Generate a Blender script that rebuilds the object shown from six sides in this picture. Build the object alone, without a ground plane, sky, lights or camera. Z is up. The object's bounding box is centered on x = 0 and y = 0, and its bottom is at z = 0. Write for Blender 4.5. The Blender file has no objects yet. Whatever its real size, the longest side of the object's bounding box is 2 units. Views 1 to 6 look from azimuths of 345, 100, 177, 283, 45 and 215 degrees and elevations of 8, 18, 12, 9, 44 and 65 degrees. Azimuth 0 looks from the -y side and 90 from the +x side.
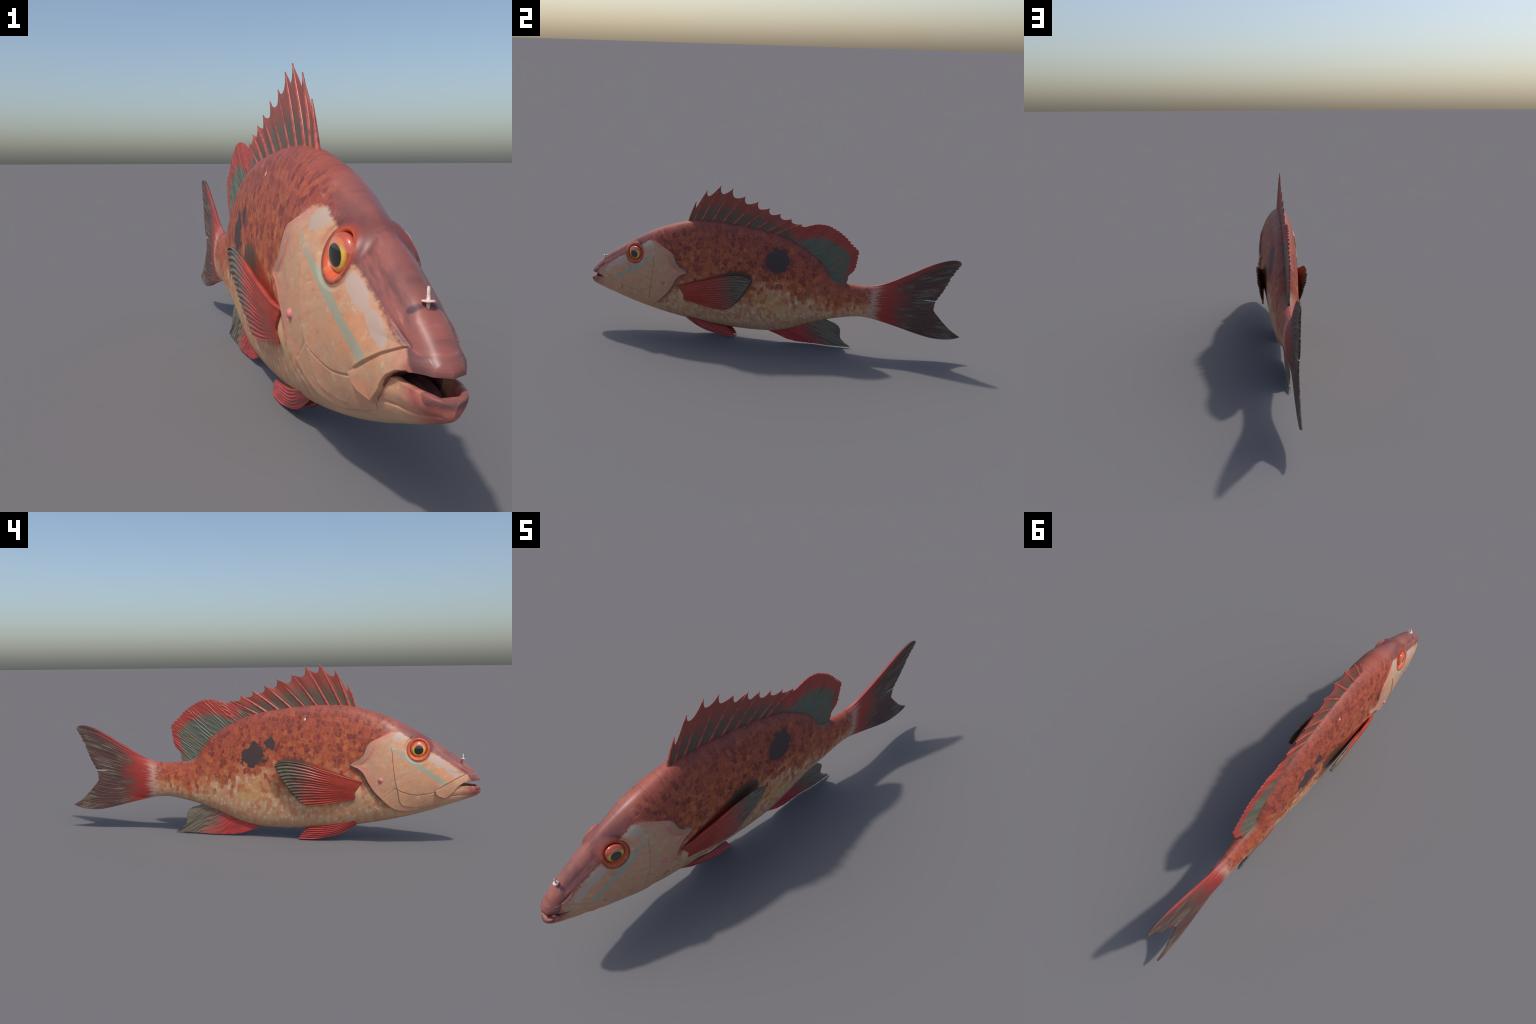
"""A red wrasse / hogfish-like fish: lofted body with relief, fins as ruled sheets with rays,
spines, eyes, jaw, tongue, snout pin.  Frame: head at -y, tail at +y, symmetric about x = 0."""
import bpy, math
import numpy as np

rng = np.random.RandomState(7)

# ------------------------------------------------------------------ small numeric helpers
def sstep(a, b, x):
    t = np.clip((x - a) / (b - a), 0.0, 1.0)
    return t * t * (3 - 2 * t)

def spline(pts, n_per=24):
    """Catmull-Rom (centripetal enough for our spacing) through control points."""
    p = np.asarray(pts, float)
    p = np.vstack([2 * p[0] - p[1], p, 2 * p[-1] - p[-2]])
    t = np.linspace(0, 1, n_per, endpoint=False)[:, None]
    out = []
    for i in range(1, len(p) - 2):
        a, b, c, d = p[i - 1], p[i], p[i + 1], p[i + 2]
        out.append(0.5 * (2 * b + (c - a) * t + (2 * a - 5 * b + 4 * c - d) * t * t
                          + (3 * b - a - 3 * c + d) * t ** 3))
    out.append(p[-2][None])
    return np.vstack(out)

def resample(poly, n=None, at=None):
    poly = np.asarray(poly, float)
    s = np.r_[0, np.cumsum(np.linalg.norm(np.diff(poly, axis=0), axis=1))]
    s /= s[-1]
    at = np.linspace(0, 1, n) if at is None else np.asarray(at)
    return np.stack([np.interp(at, s, poly[:, k]) for k in range(poly.shape[1])], 1)

def fn(pts):
    """smooth 1-D profile through control points (argument must increase)"""
    q = spline(pts, 20)
    k = np.r_[True, np.diff(np.maximum.accumulate(q[:, 0])) > 1e-7]
    q = q[k]
    return lambda v: np.interp(v, q[:, 0], q[:, 1])

def seg_dist(P, poly):
    """distance of points (n,2) to a polyline, and a signed side (left of direction > 0)"""
    best = np.full(len(P), 1e9); side = np.zeros(len(P)); prm = np.zeros(len(P))
    poly = np.asarray(poly, float)
    m = len(poly) - 1
    for i in range(m):
        a, b = poly[i], poly[i + 1]
        ab = b - a
        t = np.clip(((P - a) @ ab) / (ab @ ab + 1e-12), 0, 1)
        r = P - (a + t[:, None] * ab)
        d = np.hypot(r[:, 0], r[:, 1])
        k = d < best - 1e-9
        best[k] = d[k]
        side[k] = np.sign(ab[0] * r[k, 1] - ab[1] * r[k, 0])
        prm[k] = (i + t[k]) / m
    return best, side, prm

def inside(P, poly):
    c = np.zeros(len(P), bool)
    x, y = P[:, 0], P[:, 1]
    n = len(poly)
    for i in range(n):
        x1, y1 = poly[i]; x2, y2 = poly[(i + 1) % n]
        if y1 == y2: continue
        k = ((y1 > y) != (y2 > y)) & (x < (x2 - x1) * (y - y1) / (y2 - y1) + x1)
        c ^= k
    return c

# ------------------------------------------------------------------ body profiles (y -> value)
TOP = [(-.9935, .312), (-.988, .323), (-.978, .334), (-.95, .364), (-.9, .408), (-.85, .441), (-.8, .474), (-.7, .534),
       (-.6, .582), (-.5, .616), (-.44, .632), (-.38, .640), (-.3, .641), (-.2, .635), (-.1, .622), (0, .605),
       (.1, .576), (.15, .551), (.2, .521), (.25, .486), (.28, .453), (.3, .424), (.32, .396), (.345, .376), (.38, .364), (.45, .357),
       (.5, .354), (.55, .360), (.6, .374), (.66, .392), (.72, .39), (.76, .37)]
BOT = [(-1.0, .262), (-.99, .244), (-.962, .230), (-.92, .213), (-.85, .187), (-.8, .168), (-.7, .136), (-.6, .111),
       (-.5, .090), (-.4, .072), (-.3, .060), (-.2, .053), (-.1, .050), (0, .053), (.05, .061), (.1, .073), (.15, .091),
       (.2, .112), (.25, .131), (.3, .148), (.35, .162), (.4, .173), (.45, .182), (.5, .185), (.55, .180), (.6, .171),
       (.66, .163), (.72, .165), (.76, .18)]
WID = [(-1.0, .006), (-.996, .016), (-.99, .023), (-.98, .0300), (-.96, .0385), (-.932, .0465), (-.9, .0545), (-.85, .066), (-.8, .076),
       (-.72, .0845), (-.64, .0945), (-.56, .0985), (-.50, .0955), (-.45, .0905), (-.38, .0855), (-.3, .0825), (-.2, .0785), (-.1, .0745), (0, .069), (.1, .062), (.2, .055),
       (.3, .0495), (.4, .0430), (.5, .0350), (.56, .030), (.62, .0235), (.68, .016), (.73, .008), (.76, .0015)]
PEAK = [(-1, .92), (-.93, .90), (-.85, 1.0), (-.76, 1.14), (-.70, 1.12), (-.64, 1.0), (-.58, .92), (-.48, .92), (-.35, .93), (-.2, .86), (0, .80), (.15, .82), (.3, .95), (.4, 1.0), (.76, 1.0)]
f_top, f_bot, f_wid, f_peak = fn(TOP), fn(BOT), fn(WID), fn(PEAK)

def half_width(y, z):
    """half-width of the plain (relief-free) body at height z"""
    t, b, w, p = f_top(y), f_bot(y), f_wid(y), f_peak(y)
    n = np.clip((z - (t + b) / 2) / np.maximum((t - b) / 2, 1e-6), -1, 1)
    s = np.sqrt(np.maximum(0, 1 - n * n))
    return w * np.where(n > 0, s ** p, s)

# ------------------------------------------------------------------ head lines, in (y, z)
GILL = [(-.560, .502), (-.532, .489), (-.514, .480), (-.500, .464), (-.490, .441), (-.481, .419), (-.462, .400), (-.444, .385),
        (-.424, .373), (-.436, .367), (-.455, .360), (-.474, .347), (-.488, .329), (-.499, .307), (-.515, .280), (-.534, .253), (-.556, .230),
        (-.581, .204), (-.604, .184), (-.633, .168), (-.677, .161), (-.714, .165), (-.750, .177), (-.786, .188)]
PREOP = [(-.606, .455), (-.610, .425), (-.614, .381), (-.619, .344), (-.625, .306), (-.635, .268), (-.639, .244), (-.645, .212), (-.657, .194),
         (-.673, .186), (-.713, .182), (-.75, .187)]
CHEEK = [(-.635, .268), (-.653, .257), (-.675, .250), (-.694, .245), (-.722, .242), (-.748, .245), (-.776, .250), (-.800, .256)]
SUTURE = [(-.581, .227), (-.603, .248), (-.630, .272)]
MAX_TOP = [(-.936, .340), (-.888, .318), (-.846, .294), (-.799, .262)]
SUBO = [(-.890, .371), (-.913, .355), (-.936, .340)]
MAX_REAR = [(-.799, .262), (-.802, .247), (-.816, .235), (-.846, .225)]
LIP = [(-.9935, .3075), (-.985, .3080), (-.968, .3085), (-.946, .3065), (-.925, .301), (-.904, .288), (-.890, .272), (-.877, .254), (-.860, .238), (-.846, .225)]
JAWLINE = [(-.985, .252), (-.965, .246), (-.940, .241), (-.906, .242), (-.874, .237), (-.855, .228)]
EYE = (-.7235, .4475)
Y_MOUTH = -.846
f_lip = fn(LIP)

def ledge(d, side, up, height, edge=.003, decay=.045):
    """raised on the side `up`, falling off inwards; a crisp step on the line"""
    s = d * side * up
    return height * sstep(-edge * .5, edge * .5, s) * np.exp(-np.maximum(s, 0) / decay)

def relief(Y, Z, X):
    P = np.stack([Y, Z], 1)
    h = np.zeros(len(Y))
    # gill cover edge (line runs top -> tip -> throat; head lies on its right hand side)
    g = spline(GILL, 8)
    d, s, t = seg_dist(P, g)
    inn = inside(P, np.vstack([g, [(-.86, .22), (-.95, .30), (-.80, .46), (-.70, .52), (-.6, .53)]]))
    sd = np.where(inn, d, -d)
    tt = sstep(.0, .06, np.hypot(Y + .575, Z - .505)) * (1 - .6 * sstep(-.60, -.78, Y))
    flap = .0065 + .004 * np.exp(-((Y + .46) / .06) ** 2 - ((Z - .36) / .06) ** 2)
    h += flap * tt * sstep(-.002, .0025, sd) * np.exp(-np.maximum(sd, 0) / .030)
    h -= (.0045 + .0055 * sstep(.36, .24, Z)) * tt * np.where(sd < 0, np.exp(-d / .020), 0)
    # thin soft membrane behind the bony edge of the cover, upper rear
    mem = spline([(-.497, .452), (-.487, .425), (-.470, .405), (-.448, .385), (-.432, .376)], 8)
    d, s, t = seg_dist(P, mem + np.array([-.014, -.010]))
    h += .0016 * np.where(inn, np.exp(-(d / .006) ** 2), 0)
    # pre-opercle: the cheek plate overlaps what is behind it
    d, s, t = seg_dist(P, spline(PREOP, 8))
    fade = sstep(.458, .445, Z) * (1 - .7 * sstep(-.65, -.72, Y))
    h += fade * (ledge(d, s, -1, .0030, .0016, .022) - .0022 * np.exp(-(d / .0016) ** 2))
    d, s, t = seg_dist(P, spline(CHEEK, 8))
    h += sstep(-.80, -.76, Y) * ledge(d, s, -1, .0016, .003, .02) - .0022 * np.exp(-(d / .0022) ** 2)
    d, s, t = seg_dist(P, SUTURE)
    h -= .0012 * np.exp(-(d / .003) ** 2)
    d, s, t = seg_dist(P, [(-.661, .392), (-.640, .385), (-.627, .368), (-.622, .35)])
    h -= .0007 * np.exp(-(d / .003) ** 2)
    # cheek plate overhanging the maxilla, and its short upturned front edge
    plate = spline(SUBO, 6)[:-1].tolist() + MAX_TOP
    d, s, t = seg_dist(P, plate)
    zone = inside(P, plate + [(-.76, .30), (-.74, .42), (-.86, .39)])
    sd = np.where(zone, d, -d)
    e = sstep(.0, .025, np.hypot(Y + .886, Z - .374)) * sstep(-.800, -.822, Y)
    h += .0058 * e * sstep(-.0020, .0036, sd) * np.exp(-np.maximum(sd, 0) / .018)
    h -= .0030 * e * np.where(sd < 0, np.exp(-d / .004), 0)
    # maxilla: raised strap with a thick free rear / lower edge
    mx = MAX_TOP + MAX_REAR[1:] + LIP[::-1][1:] + [(-.97, .33)]
    zone = inside(P, mx)
    d, s, t = seg_dist(P, MAX_REAR + LIP[::-1][1:7])
    sd = np.where(zone, d, -d)
    h += .0075 * sstep(-.0015, .003, sd) * np.exp(-np.maximum(sd, 0) / .030) * sstep(-.985, -.93, Y)
    h -= .0025 * np.where((sd < 0) & (Y > -.90), np.exp(-d / .006), 0)
    # fleshy rounded lip at the front
    h += .0030 * sstep(-.93, -.96, Y) * np.exp(-((Z - f_lip(Y) - .011) / .011) ** 2)
    # groove between snout and brow, brow bulge, flattened snout sides
    d, s, t = seg_dist(P, [(-.93, .372), (-.87, .408), (-.82, .432), (-.785, .462), (-.765, .492)])
    h -= .0030 * np.exp(-(d / .012) ** 2) * sstep(0, .15, t)
    # orbit
    r = np.hypot(Y - EYE[0], (Z - EYE[1]) * .97)
    x0 = half_width(np.array([EYE[0]]), np.array([EYE[1]]))[0]
    ring = np.interp(r, [0, .028, .034, .0375, .0410, .0445, .0480, .0515, .0550, .060],
                     [-.020, -.018, -.010, -.0012, .0024, .0040, .0040, .0024, .0004, 0.])
    flatx = half_width(EYE[0] + np.where(Y > EYE[0], .05, .45) * (Y - EYE[0]), EYE[1] + .85 * (Z - EYE[1]))
    target = .85 * flatx + .15 * (X + h) + ring
    k = 1 - sstep(.045, .064, r)
    h = h * (1 - k) + (target - X) * k + ring * (1 - k)
    h -= .0010 * np.exp(-((r - .057) / .0035) ** 2)
    # wart on the gill cover
    r = np.hypot(Y + .5615, Z - .3085)
    h += .0080 * np.sqrt(np.clip(1 - (r / .0115) ** 2, 0, 1)) * sstep(.0120, .008, r)
    # fleshy pad of the pectoral fin, and the shelf behind the gill opening
    r2 = ((Y + .452) / .022) ** 2 + ((Z - .242) / .042) ** 2
    h += .0075 * np.exp(-r2)
    # nostrils
    for yy, zz, rr in ((-.910, .391, .0050),):
        h -= .0008 * np.exp(-(((Y - yy) ** 2 + (Z - zz) ** 2) / rr ** 2))
    # raised scale rows next to the dorsal fin base, very faint muscle relief on the flank
    band = Z - f_top(Y)
    k = sstep(-.42, -.36, Y) * sstep(.40, .30, Y)
    h += .0016 * k * np.exp(-((band + .030) / .016) ** 2)
    h -= .0010 * k * np.exp(-((band + .058) / .014) ** 2)
    return h * sstep(0.0, .012, X)

# ------------------------------------------------------------------ mesh helpers
def make_mesh(name, verts, faces, smooth=True):
    me = bpy.data.meshes.new(name)
    v = np.asarray(verts, np.float32)
    me.vertices.add(len(v)); me.vertices.foreach_set("co", v.ravel())
    if isinstance(faces, np.ndarray):
        nf, k = faces.shape
        me.loops.add(nf * k); me.polygons.add(nf)
        me.loops.foreach_set("vertex_index", faces.ravel().astype(np.int32))
        me.polygons.foreach_set("loop_start", np.arange(0, nf * k, k, dtype=np.int32))
        me.update(calc_edges=True)
    else:
        me.from_pydata([], [], []) if False else None
        me.clear_geometry(); me.from_pydata(v.tolist(), [], faces)
    me.validate()
    if smooth:
        me.polygons.foreach_set("use_smooth", np.ones(len(me.polygons), bool))
    me.update()
    return me

def add(name, me, mat, parent=None):
    ob = bpy.data.objects.new(name, me)
    bpy.context.scene.collection.objects.link(ob)
    if mat is not None and len(me.materials) == 0:
        me.materials.append(mat)
    if parent is not None:
        ob.parent = parent
    return ob

def grid_faces(nu, nv, off=0, flip=False):
    i = np.arange(nu - 1)[:, None] * nv + np.arange(nv - 1)[None, :] + off
    f = np.stack([i, i + 1, i + nv + 1, i + nv], -1).reshape(-1, 4)
    return f[:, ::-1] if flip else f

def merge_split(V, F, tol=1e-5):
    """weld coincident vertices, drop collapsed faces (quads that became triangles keep 3 corners twice)"""
    key = np.round(V / tol).astype(np.int64)
    _, first, inv = np.unique(key, axis=0, return_index=True, return_inverse=True)
    inv = inv.ravel()
    F = inv[F]
    V = V[first]
    same = (F[:, 0] == F[:, 1]).astype(int) + (F[:, 1] == F[:, 2]) + (F[:, 2] == F[:, 3]) + (F[:, 3] == F[:, 0])
    same += (F[:, 0] == F[:, 2]).astype(int) + (F[:, 1] == F[:, 3])
    quads = F[same == 0]
    tri = []
    for q in F[same == 1]:
        u = list(dict.fromkeys(q.tolist()))
        if len(u) == 3: tri.append(u)
    return V, quads, np.array(tri, int).reshape(-1, 3)

# ------------------------------------------------------------------ shader mini language
class S:
    """wrapper of a node socket with arithmetic"""
    def __init__(s, t, sock): s.t, s.k = t, sock
    def _m(s, op, *a, clamp=False):
        n = s.t.nodes.new("ShaderNodeMath"); n.operation = op; n.use_clamp = clamp
        for i, x in enumerate((s,) + a):
            if isinstance(x, S): s.t.links.new(x.k, n.inputs[i])
            else: n.inputs[i].default_value = float(x)
        return S(s.t, n.outputs[0])
    def __add__(s, o): return s._m("ADD", o)
    __radd__ = __add__
    def __sub__(s, o): return s._m("SUBTRACT", o)
    def __rsub__(s, o): return (s * -1.0) + o
    def __mul__(s, o): return s._m("MULTIPLY", o)
    __rmul__ = __mul__
    def __truediv__(s, o): return s._m("DIVIDE", o)
    def __pow__(s, o): return s._m("POWER", o)
    def abs(s): return s._m("ABSOLUTE")
    def sqrt(s): return s._m("SQRT")
    def max(s, o): return s._m("MAXIMUM", o)
    def min(s, o): return s._m("MINIMUM", o)
    def clamp(s): return s._m("ADD", 0.0, clamp=True)
    def sin(s): return s._m("SINE")
    def inv(s): return (1.0 - s)
    def step(s, a, b):
        """smoothstep from a to b (a may exceed b)"""
        n = s.t.nodes.new("ShaderNodeMapRange"); n.interpolation_type = "SMOOTHSTEP"
        n.clamp = True
        lo, hi, o0, o1 = (a, b, 0., 1.) if a < b else (b, a, 1., 0.)
        s.t.links.new(s.k, n.inputs["Value"])
        n.inputs["From Min"].default_value = lo; n.inputs["From Max"].default_value = hi
        n.inputs["To Min"].default_value = o0; n.inputs["To Max"].default_value = o1
        return S(s.t, n.outputs[0])
    def curve(s, pts, lo, hi):
        """piecewise-linear function of this value through (arg, value) points, args in [lo, hi]"""
        v = [p[1] for p in pts]; a, b = min(v), max(v)
        n = s.t.nodes.new("ShaderNodeValToRGB"); cr = n.color_ramp; cr.interpolation = "LINEAR"
        pts = sorted(pts)
        while len(cr.elements) < len(pts): cr.elements.new(.5)
        for e, p in zip(cr.elements, pts):
            e.position = (p[0] - lo) / (hi - lo)
        for e, p in zip(cr.elements, pts):
            g = (p[1] - a) / (b - a); e.color = (g, g, g, 1)
        s.t.links.new(((s - lo) / (hi - lo)).k, n.inputs[0])
        sep = s.t.nodes.new("ShaderNodeSeparateColor")
        s.t.links.new(n.outputs[0], sep.inputs[0])
        return S(s.t, sep.outputs[0]) * (b - a) + a

def srgb(r, g, b):
    f = lambda c: (c / 255 / 12.92) if c / 255 <= .04045 else ((c / 255 + .055) / 1.055) ** 2.4
    return (f(r), f(g), f(b), 1.0)

class Mat:
    def __init__(m, name):
        m.mat = bpy.data.materials.new(name); m.mat.use_nodes = True
        m.t = m.mat.node_tree
        m.bsdf = m.t.nodes["Principled BSDF"]
        tc = m.t.nodes.new("ShaderNodeTexCoord")
        sp = m.t.nodes.new("ShaderNodeSeparateXYZ")
        m.t.links.new(tc.outputs["Object"], sp.inputs[0])
        m.vec = tc.outputs["Object"]
        m.x, m.y, m.z = (S(m.t, sp.outputs[i]) for i in range(3))
    def vecof(m, a, b, c=0.0):
        n = m.t.nodes.new("ShaderNodeCombineXYZ")
        for i, v in enumerate((a, b, c)):
            if isinstance(v, S): m.t.links.new(v.k, n.inputs[i])
            else: n.inputs[i].default_value = v
        return n.outputs[0]
    def noise(m, scale, detail=3, rough=.55, vec=None, dist=0.0):
        n = m.t.nodes.new("ShaderNodeTexNoise")
        n.inputs["Scale"].default_value = scale; n.inputs["Detail"].default_value = detail
        n.inputs["Roughness"].default_value = rough; n.inputs["Distortion"].default_value = dist
        m.t.links.new(vec if vec is not None else m.vec, n.inputs["Vector"])
        return S(m.t, n.outputs[0])
    def voronoi(m, scale, vec, rand=.7, feature="F1", metric="EUCLIDEAN"):
        n = m.t.nodes.new("ShaderNodeTexVoronoi"); n.voronoi_dimensions = "2D"; n.feature = feature
        if feature != "DISTANCE_TO_EDGE": n.distance = metric
        if feature == "SMOOTH_F1": n.inputs["Smoothness"].default_value = .55
        n.inputs["Scale"].default_value = scale; n.inputs["Randomness"].default_value = rand
        m.t.links.new(vec, n.inputs["Vector"])
        d = S(m.t, n.outputs["Distance"])
        if feature == "DISTANCE_TO_EDGE": return d
        sc = m.t.nodes.new("ShaderNodeSeparateColor"); m.t.links.new(n.outputs["Color"], sc.inputs[0])
        return d, [S(m.t, sc.outputs[i]) for i in range(3)]
    def mix(m, a, b, f):
        n = m.t.nodes.new("ShaderNodeMix"); n.data_type = "RGBA"
        for x, i in ((a, 6), (b, 7)):
            if isinstance(x, tuple): n.inputs[i].default_value = x
            else: m.t.links.new(x, n.inputs[i])
        if isinstance(f, S): m.t.links.new(f.k, n.inputs[0])
        else: n.inputs[0].default_value = f
        return n.outputs[2]
    def ramp(m, f, stops):
        n = m.t.nodes.new("ShaderNodeValToRGB"); cr = n.color_ramp
        while len(cr.elements) < len(stops): cr.elements.new(.5)
        for e, (p, c) in zip(cr.elements, stops): e.position = p; e.color = c
        m.t.links.new(f.k, n.inputs[0]); return n.outputs[0]
    def bump(m, h, strength, dist=.002):
        n = m.t.nodes.new("ShaderNodeBump"); n.inputs["Strength"].default_value = strength
        n.inputs["Distance"].default_value = dist
        m.t.links.new(h.k, n.inputs["Height"]); m.t.links.new(n.outputs[0], m.bsdf.inputs["Normal"])
    def done(m, color, rough=.42, spec=.4, coat=0.0):
        if isinstance(color, tuple): m.bsdf.inputs["Base Color"].default_value = color
        else: m.t.links.new(color, m.bsdf.inputs["Base Color"])
        if isinstance(rough, S): m.t.links.new(rough.k, m.bsdf.inputs["Roughness"])
        else: m.bsdf.inputs["Roughness"].default_value = rough
        m.bsdf.inputs["Specular IOR Level"].default_value = spec
        if coat:
            m.bsdf.inputs["Coat Weight"].default_value = coat
            m.bsdf.inputs["Coat Roughness"].default_value = .15
        return m.mat
    def blob(m, cy, cz, ry, rz, wob=0.0, noise=None, ang=0.0):
        """elliptic distance field: 1 on the ellipse edge, 0 at the centre (+ wobble)"""
        c, s = math.cos(ang), math.sin(ang)
        a = (m.y - cy) * c + (m.z - cz) * s
        b = (m.z - cz) * c - (m.y - cy) * s
        r = ((a / ry) ** 2 + (b / rz) ** 2).sqrt()
        if noise is not None: r = r + (noise - .5) * wob
        return r

# ------------------------------------------------------------------ skin
CREAM = srgb(226, 196, 158); PEACH = srgb(208, 153, 118); PINK = srgb(188, 112, 100)
def skin_material():
    m = Mat("fish_skin")
    y, z, x = m.y, m.z, m.x
    flat = m.vecof(y, z, 0.0)
    n_big = m.noise(9, 3, .55, flat)
    n_mid = m.noise(28, 3, .6, flat)
    n_fine = m.noise(95, 4, .6, flat)
    # scale lattice, seen from the side: leaning lozenges with frayed, soft borders
    n_warp = m.noise(70, 3, .6, m.vecof(y, z, 5.0)); n_warp2 = m.noise(70, 3, .6, m.vecof(y, z, 9.0))
    wy = y * .95 + (n_mid - .5) * .010 + (n_warp - .5) * .014 + z * .12
    wz = z * .70 - y * .10 + (m.noise(31, 2, .5, m.vecof(y, z, 3.1)) - .5) * .010 + (n_warp2 - .5) * .014
    sv = m.vecof(wy, wz, 0.0)
    d, rc = m.voronoi(60, sv, .85, "SMOOTH_F1")
    edge = m.voronoi(60, sv, .85, "DISTANCE_TO_EDGE")
    d2, rc2 = m.voronoi(62, m.vecof(wy + 3.0, wz, 0.0), .9)
    top = y.curve([(a, b) for a, b in TOP if a > -.96][::1][:30], -1.0, 1.0)
    bot = y.curve([(a, b) for a, b in BOT if a > -.995], -1.0, 1.0)
    h = ((z - bot) / (top - bot)).clamp()           # 0 belly ... 1 back
    # --- flank: maroon scales over orange, giving way to peach and cream below
    lim = y.curve([(-.5, .40), (-.3, .41), (-.1, .42), (.05, .45), (.2, .40), (.35, .34), (.5, .38), (.62, .42)], -1., 1.)
    g = (h - lim) + (n_big - .5) * .34 + (rc[0] - .5) * .30 + (n_fine - .5) * .10
    up = g.step(-.16, .14)
    orange = m.mix(srgb(200, 114, 66), srgb(180, 92, 60), n_mid.step(.35, .65))
    maroon = m.mix(srgb(158, 74, 58), srgb(126, 58, 52), rc[1].step(.2, .8))
    cover = ((h - .50) * 1.15 + (n_big - .5) * 1.0 + (rc[2] - .5) * .75 + (n_fine - .5) * .6 + .10).step(-.34, .56)
    center = edge.step(.0, .16)
    redflank = m.mix(orange, maroon, cover * (center * .35 + .65))
    redflank = m.mix(redflank, srgb(208, 128, 80), edge.step(.09, .0) * h.step(1.0, .5) * n_warp.step(.46, .66) * .45)
    redflank = m.mix(redflank, srgb(112, 52, 46), n_fine.step(.54, .70) * .35)
    redflank = m.mix(redflank, srgb(216, 136, 92), n_warp2.step(.58, .72) * .30)
    redflank = m.mix(redflank, srgb(200, 112, 78), rc2[1].step(.72, .86) * d2.step(.5, .15) * h.step(.95, .5) * .45)
    low_c = m.mix(srgb(204, 148, 112), srgb(206, 166, 126), rc[1].step(.25, .75))
    low_c = m.mix(low_c, srgb(220, 192, 166), rc2[0].step(.58, .80) * (d2 + (n_fine - .5) * .5).step(.55, .2) * .80)
    low_c = m.mix(low_c, srgb(192, 124, 92), (rc[2] + (h - .2) * .8).step(.58, .85) * .75)
    low_c = m.mix(low_c, srgb(204, 152, 88), m.blob(.02, .235, .12, .07, .8, n_big).step(1.0, .4) * .45)
    belly = m.mix(low_c, srgb(186, 148, 116), h.step(.16, .02) * .5)
    flank = m.mix(belly, redflank, up)
    # --- mauve band along the back
    back = (h + (n_mid - .5) * .08).step(.91, 1.0)
    flank = m.mix(flank, m.mix(srgb(136, 74, 66), srgb(152, 88, 78), n_mid.step(.35, .65)), back * .5)
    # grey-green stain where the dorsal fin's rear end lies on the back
    st = m.blob(.365, .378, .055, .022, .5, n_mid, -.25)
    flank = m.mix(flank, srgb(120, 118, 98), st.step(1.05, .6) * .6)
    # --- dark blotches, different on the two flanks, with scale-stepped edges
    jag = (rc[0] - .5) * .60 + (n_warp - .5) * .75
    left = x.step(.004, -.004); right = left.inv()
    b1 = m.blob(.033, .402, .060, .050) + jag
    b2 = m.blob(-.050, .464, .030, .028) + jag * .8
    b3 = m.blob(.024, .448, .016, .022) + jag
    bl = (b1.step(1.06, .94)).max(b2.step(1.06, .94)).max(b3.step(1.06, .94)) * left
    br = (m.blob(.049, .467, .064, .064) + jag * .40).step(1.05, .95) * right
    halo = (m.blob(.035, .455, .088, .078) + jag * 1.3).step(1.05, .9) * right * .55
    flank = m.mix(flank, srgb(110, 50, 54), halo)
    flank = m.mix(flank, m.mix(srgb(82, 66, 64), srgb(70, 56, 58), n_fine), bl.max(br))
    # small pale fleck on the left shoulder
    flank = m.mix(flank, srgb(214, 200, 192), m.blob(-.213, .577, .0045, .006).step(1.1, .8) * left)
    # --- print of the folded pectoral fin on the flank: rusty rim, olive inside
    ptop = y.curve([(-.47, .302), (-.40, .328), (-.30, .360), (-.235, .384), (-.17, .398), (-.12, .399), (-.075, .372), (-.04, .30)], -1, 1)
    plow = y.curve([(-.47, .24), (-.42, .214), (-.33, .196), (-.22, .176), (-.18, .205), (-.13, .262), (-.085, .335), (-.06, .36)], -1, 1)
    inn = (ptop - z).step(-.004, .006) * (z - plow).step(-.012, .006) * y.step(-.475, -.455) * y.step(-.07, -.085)
    finc = m.mix(srgb(176, 66, 52), srgb(92, 78, 66), (y + z * .35 + (n_fine - .5) * .08).step(-.17, -.06))
    flank = m.mix(flank, finc, inn * .85)
    # darker band just behind the gill cover
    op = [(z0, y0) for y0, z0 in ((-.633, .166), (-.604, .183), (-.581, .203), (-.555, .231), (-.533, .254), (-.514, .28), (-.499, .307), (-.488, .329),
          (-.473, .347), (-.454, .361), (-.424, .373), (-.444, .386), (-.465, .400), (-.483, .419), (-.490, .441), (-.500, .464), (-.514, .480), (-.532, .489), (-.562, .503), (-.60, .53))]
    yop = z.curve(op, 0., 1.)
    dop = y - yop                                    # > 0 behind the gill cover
    dark_band = (dop + (n_fine - .5) * .03).step(.042, .004) * z.step(.17, .23) * z.step(.44, .36)
    flank = m.mix(flank, m.mix(srgb(122, 84, 66), srgb(176, 128, 98), n_fine.step(.42, .62)), dark_band * .8)
    pad = m.blob(-.456, .245, .022, .045, .25, n_mid)
    flank = m.mix(flank, srgb(208, 168, 130), pad.step(1.1, .75) * (dop.step(.0, .008)))
    # --- tail: pale root, scarlet, then dusky olive
    fan = (z - .265) / (y.max(.4) - .24)             # constant along each ray
    tn = m.noise(5, 5, .7, m.vecof(y * 1.6, fan * 5.0, 2.0)); tn2 = m.noise(11, 4, .6, m.vecof(y * .7, fan * 9.0, 6.0))
    ty = y + (tn2 - .5) * .17 - ((z - .265) * 1.6).abs() * .07
    tail = m.mix(srgb(196, 156, 140), srgb(168, 60, 52), (ty + (tn - .5) * .06).step(.540, .590))
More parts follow.
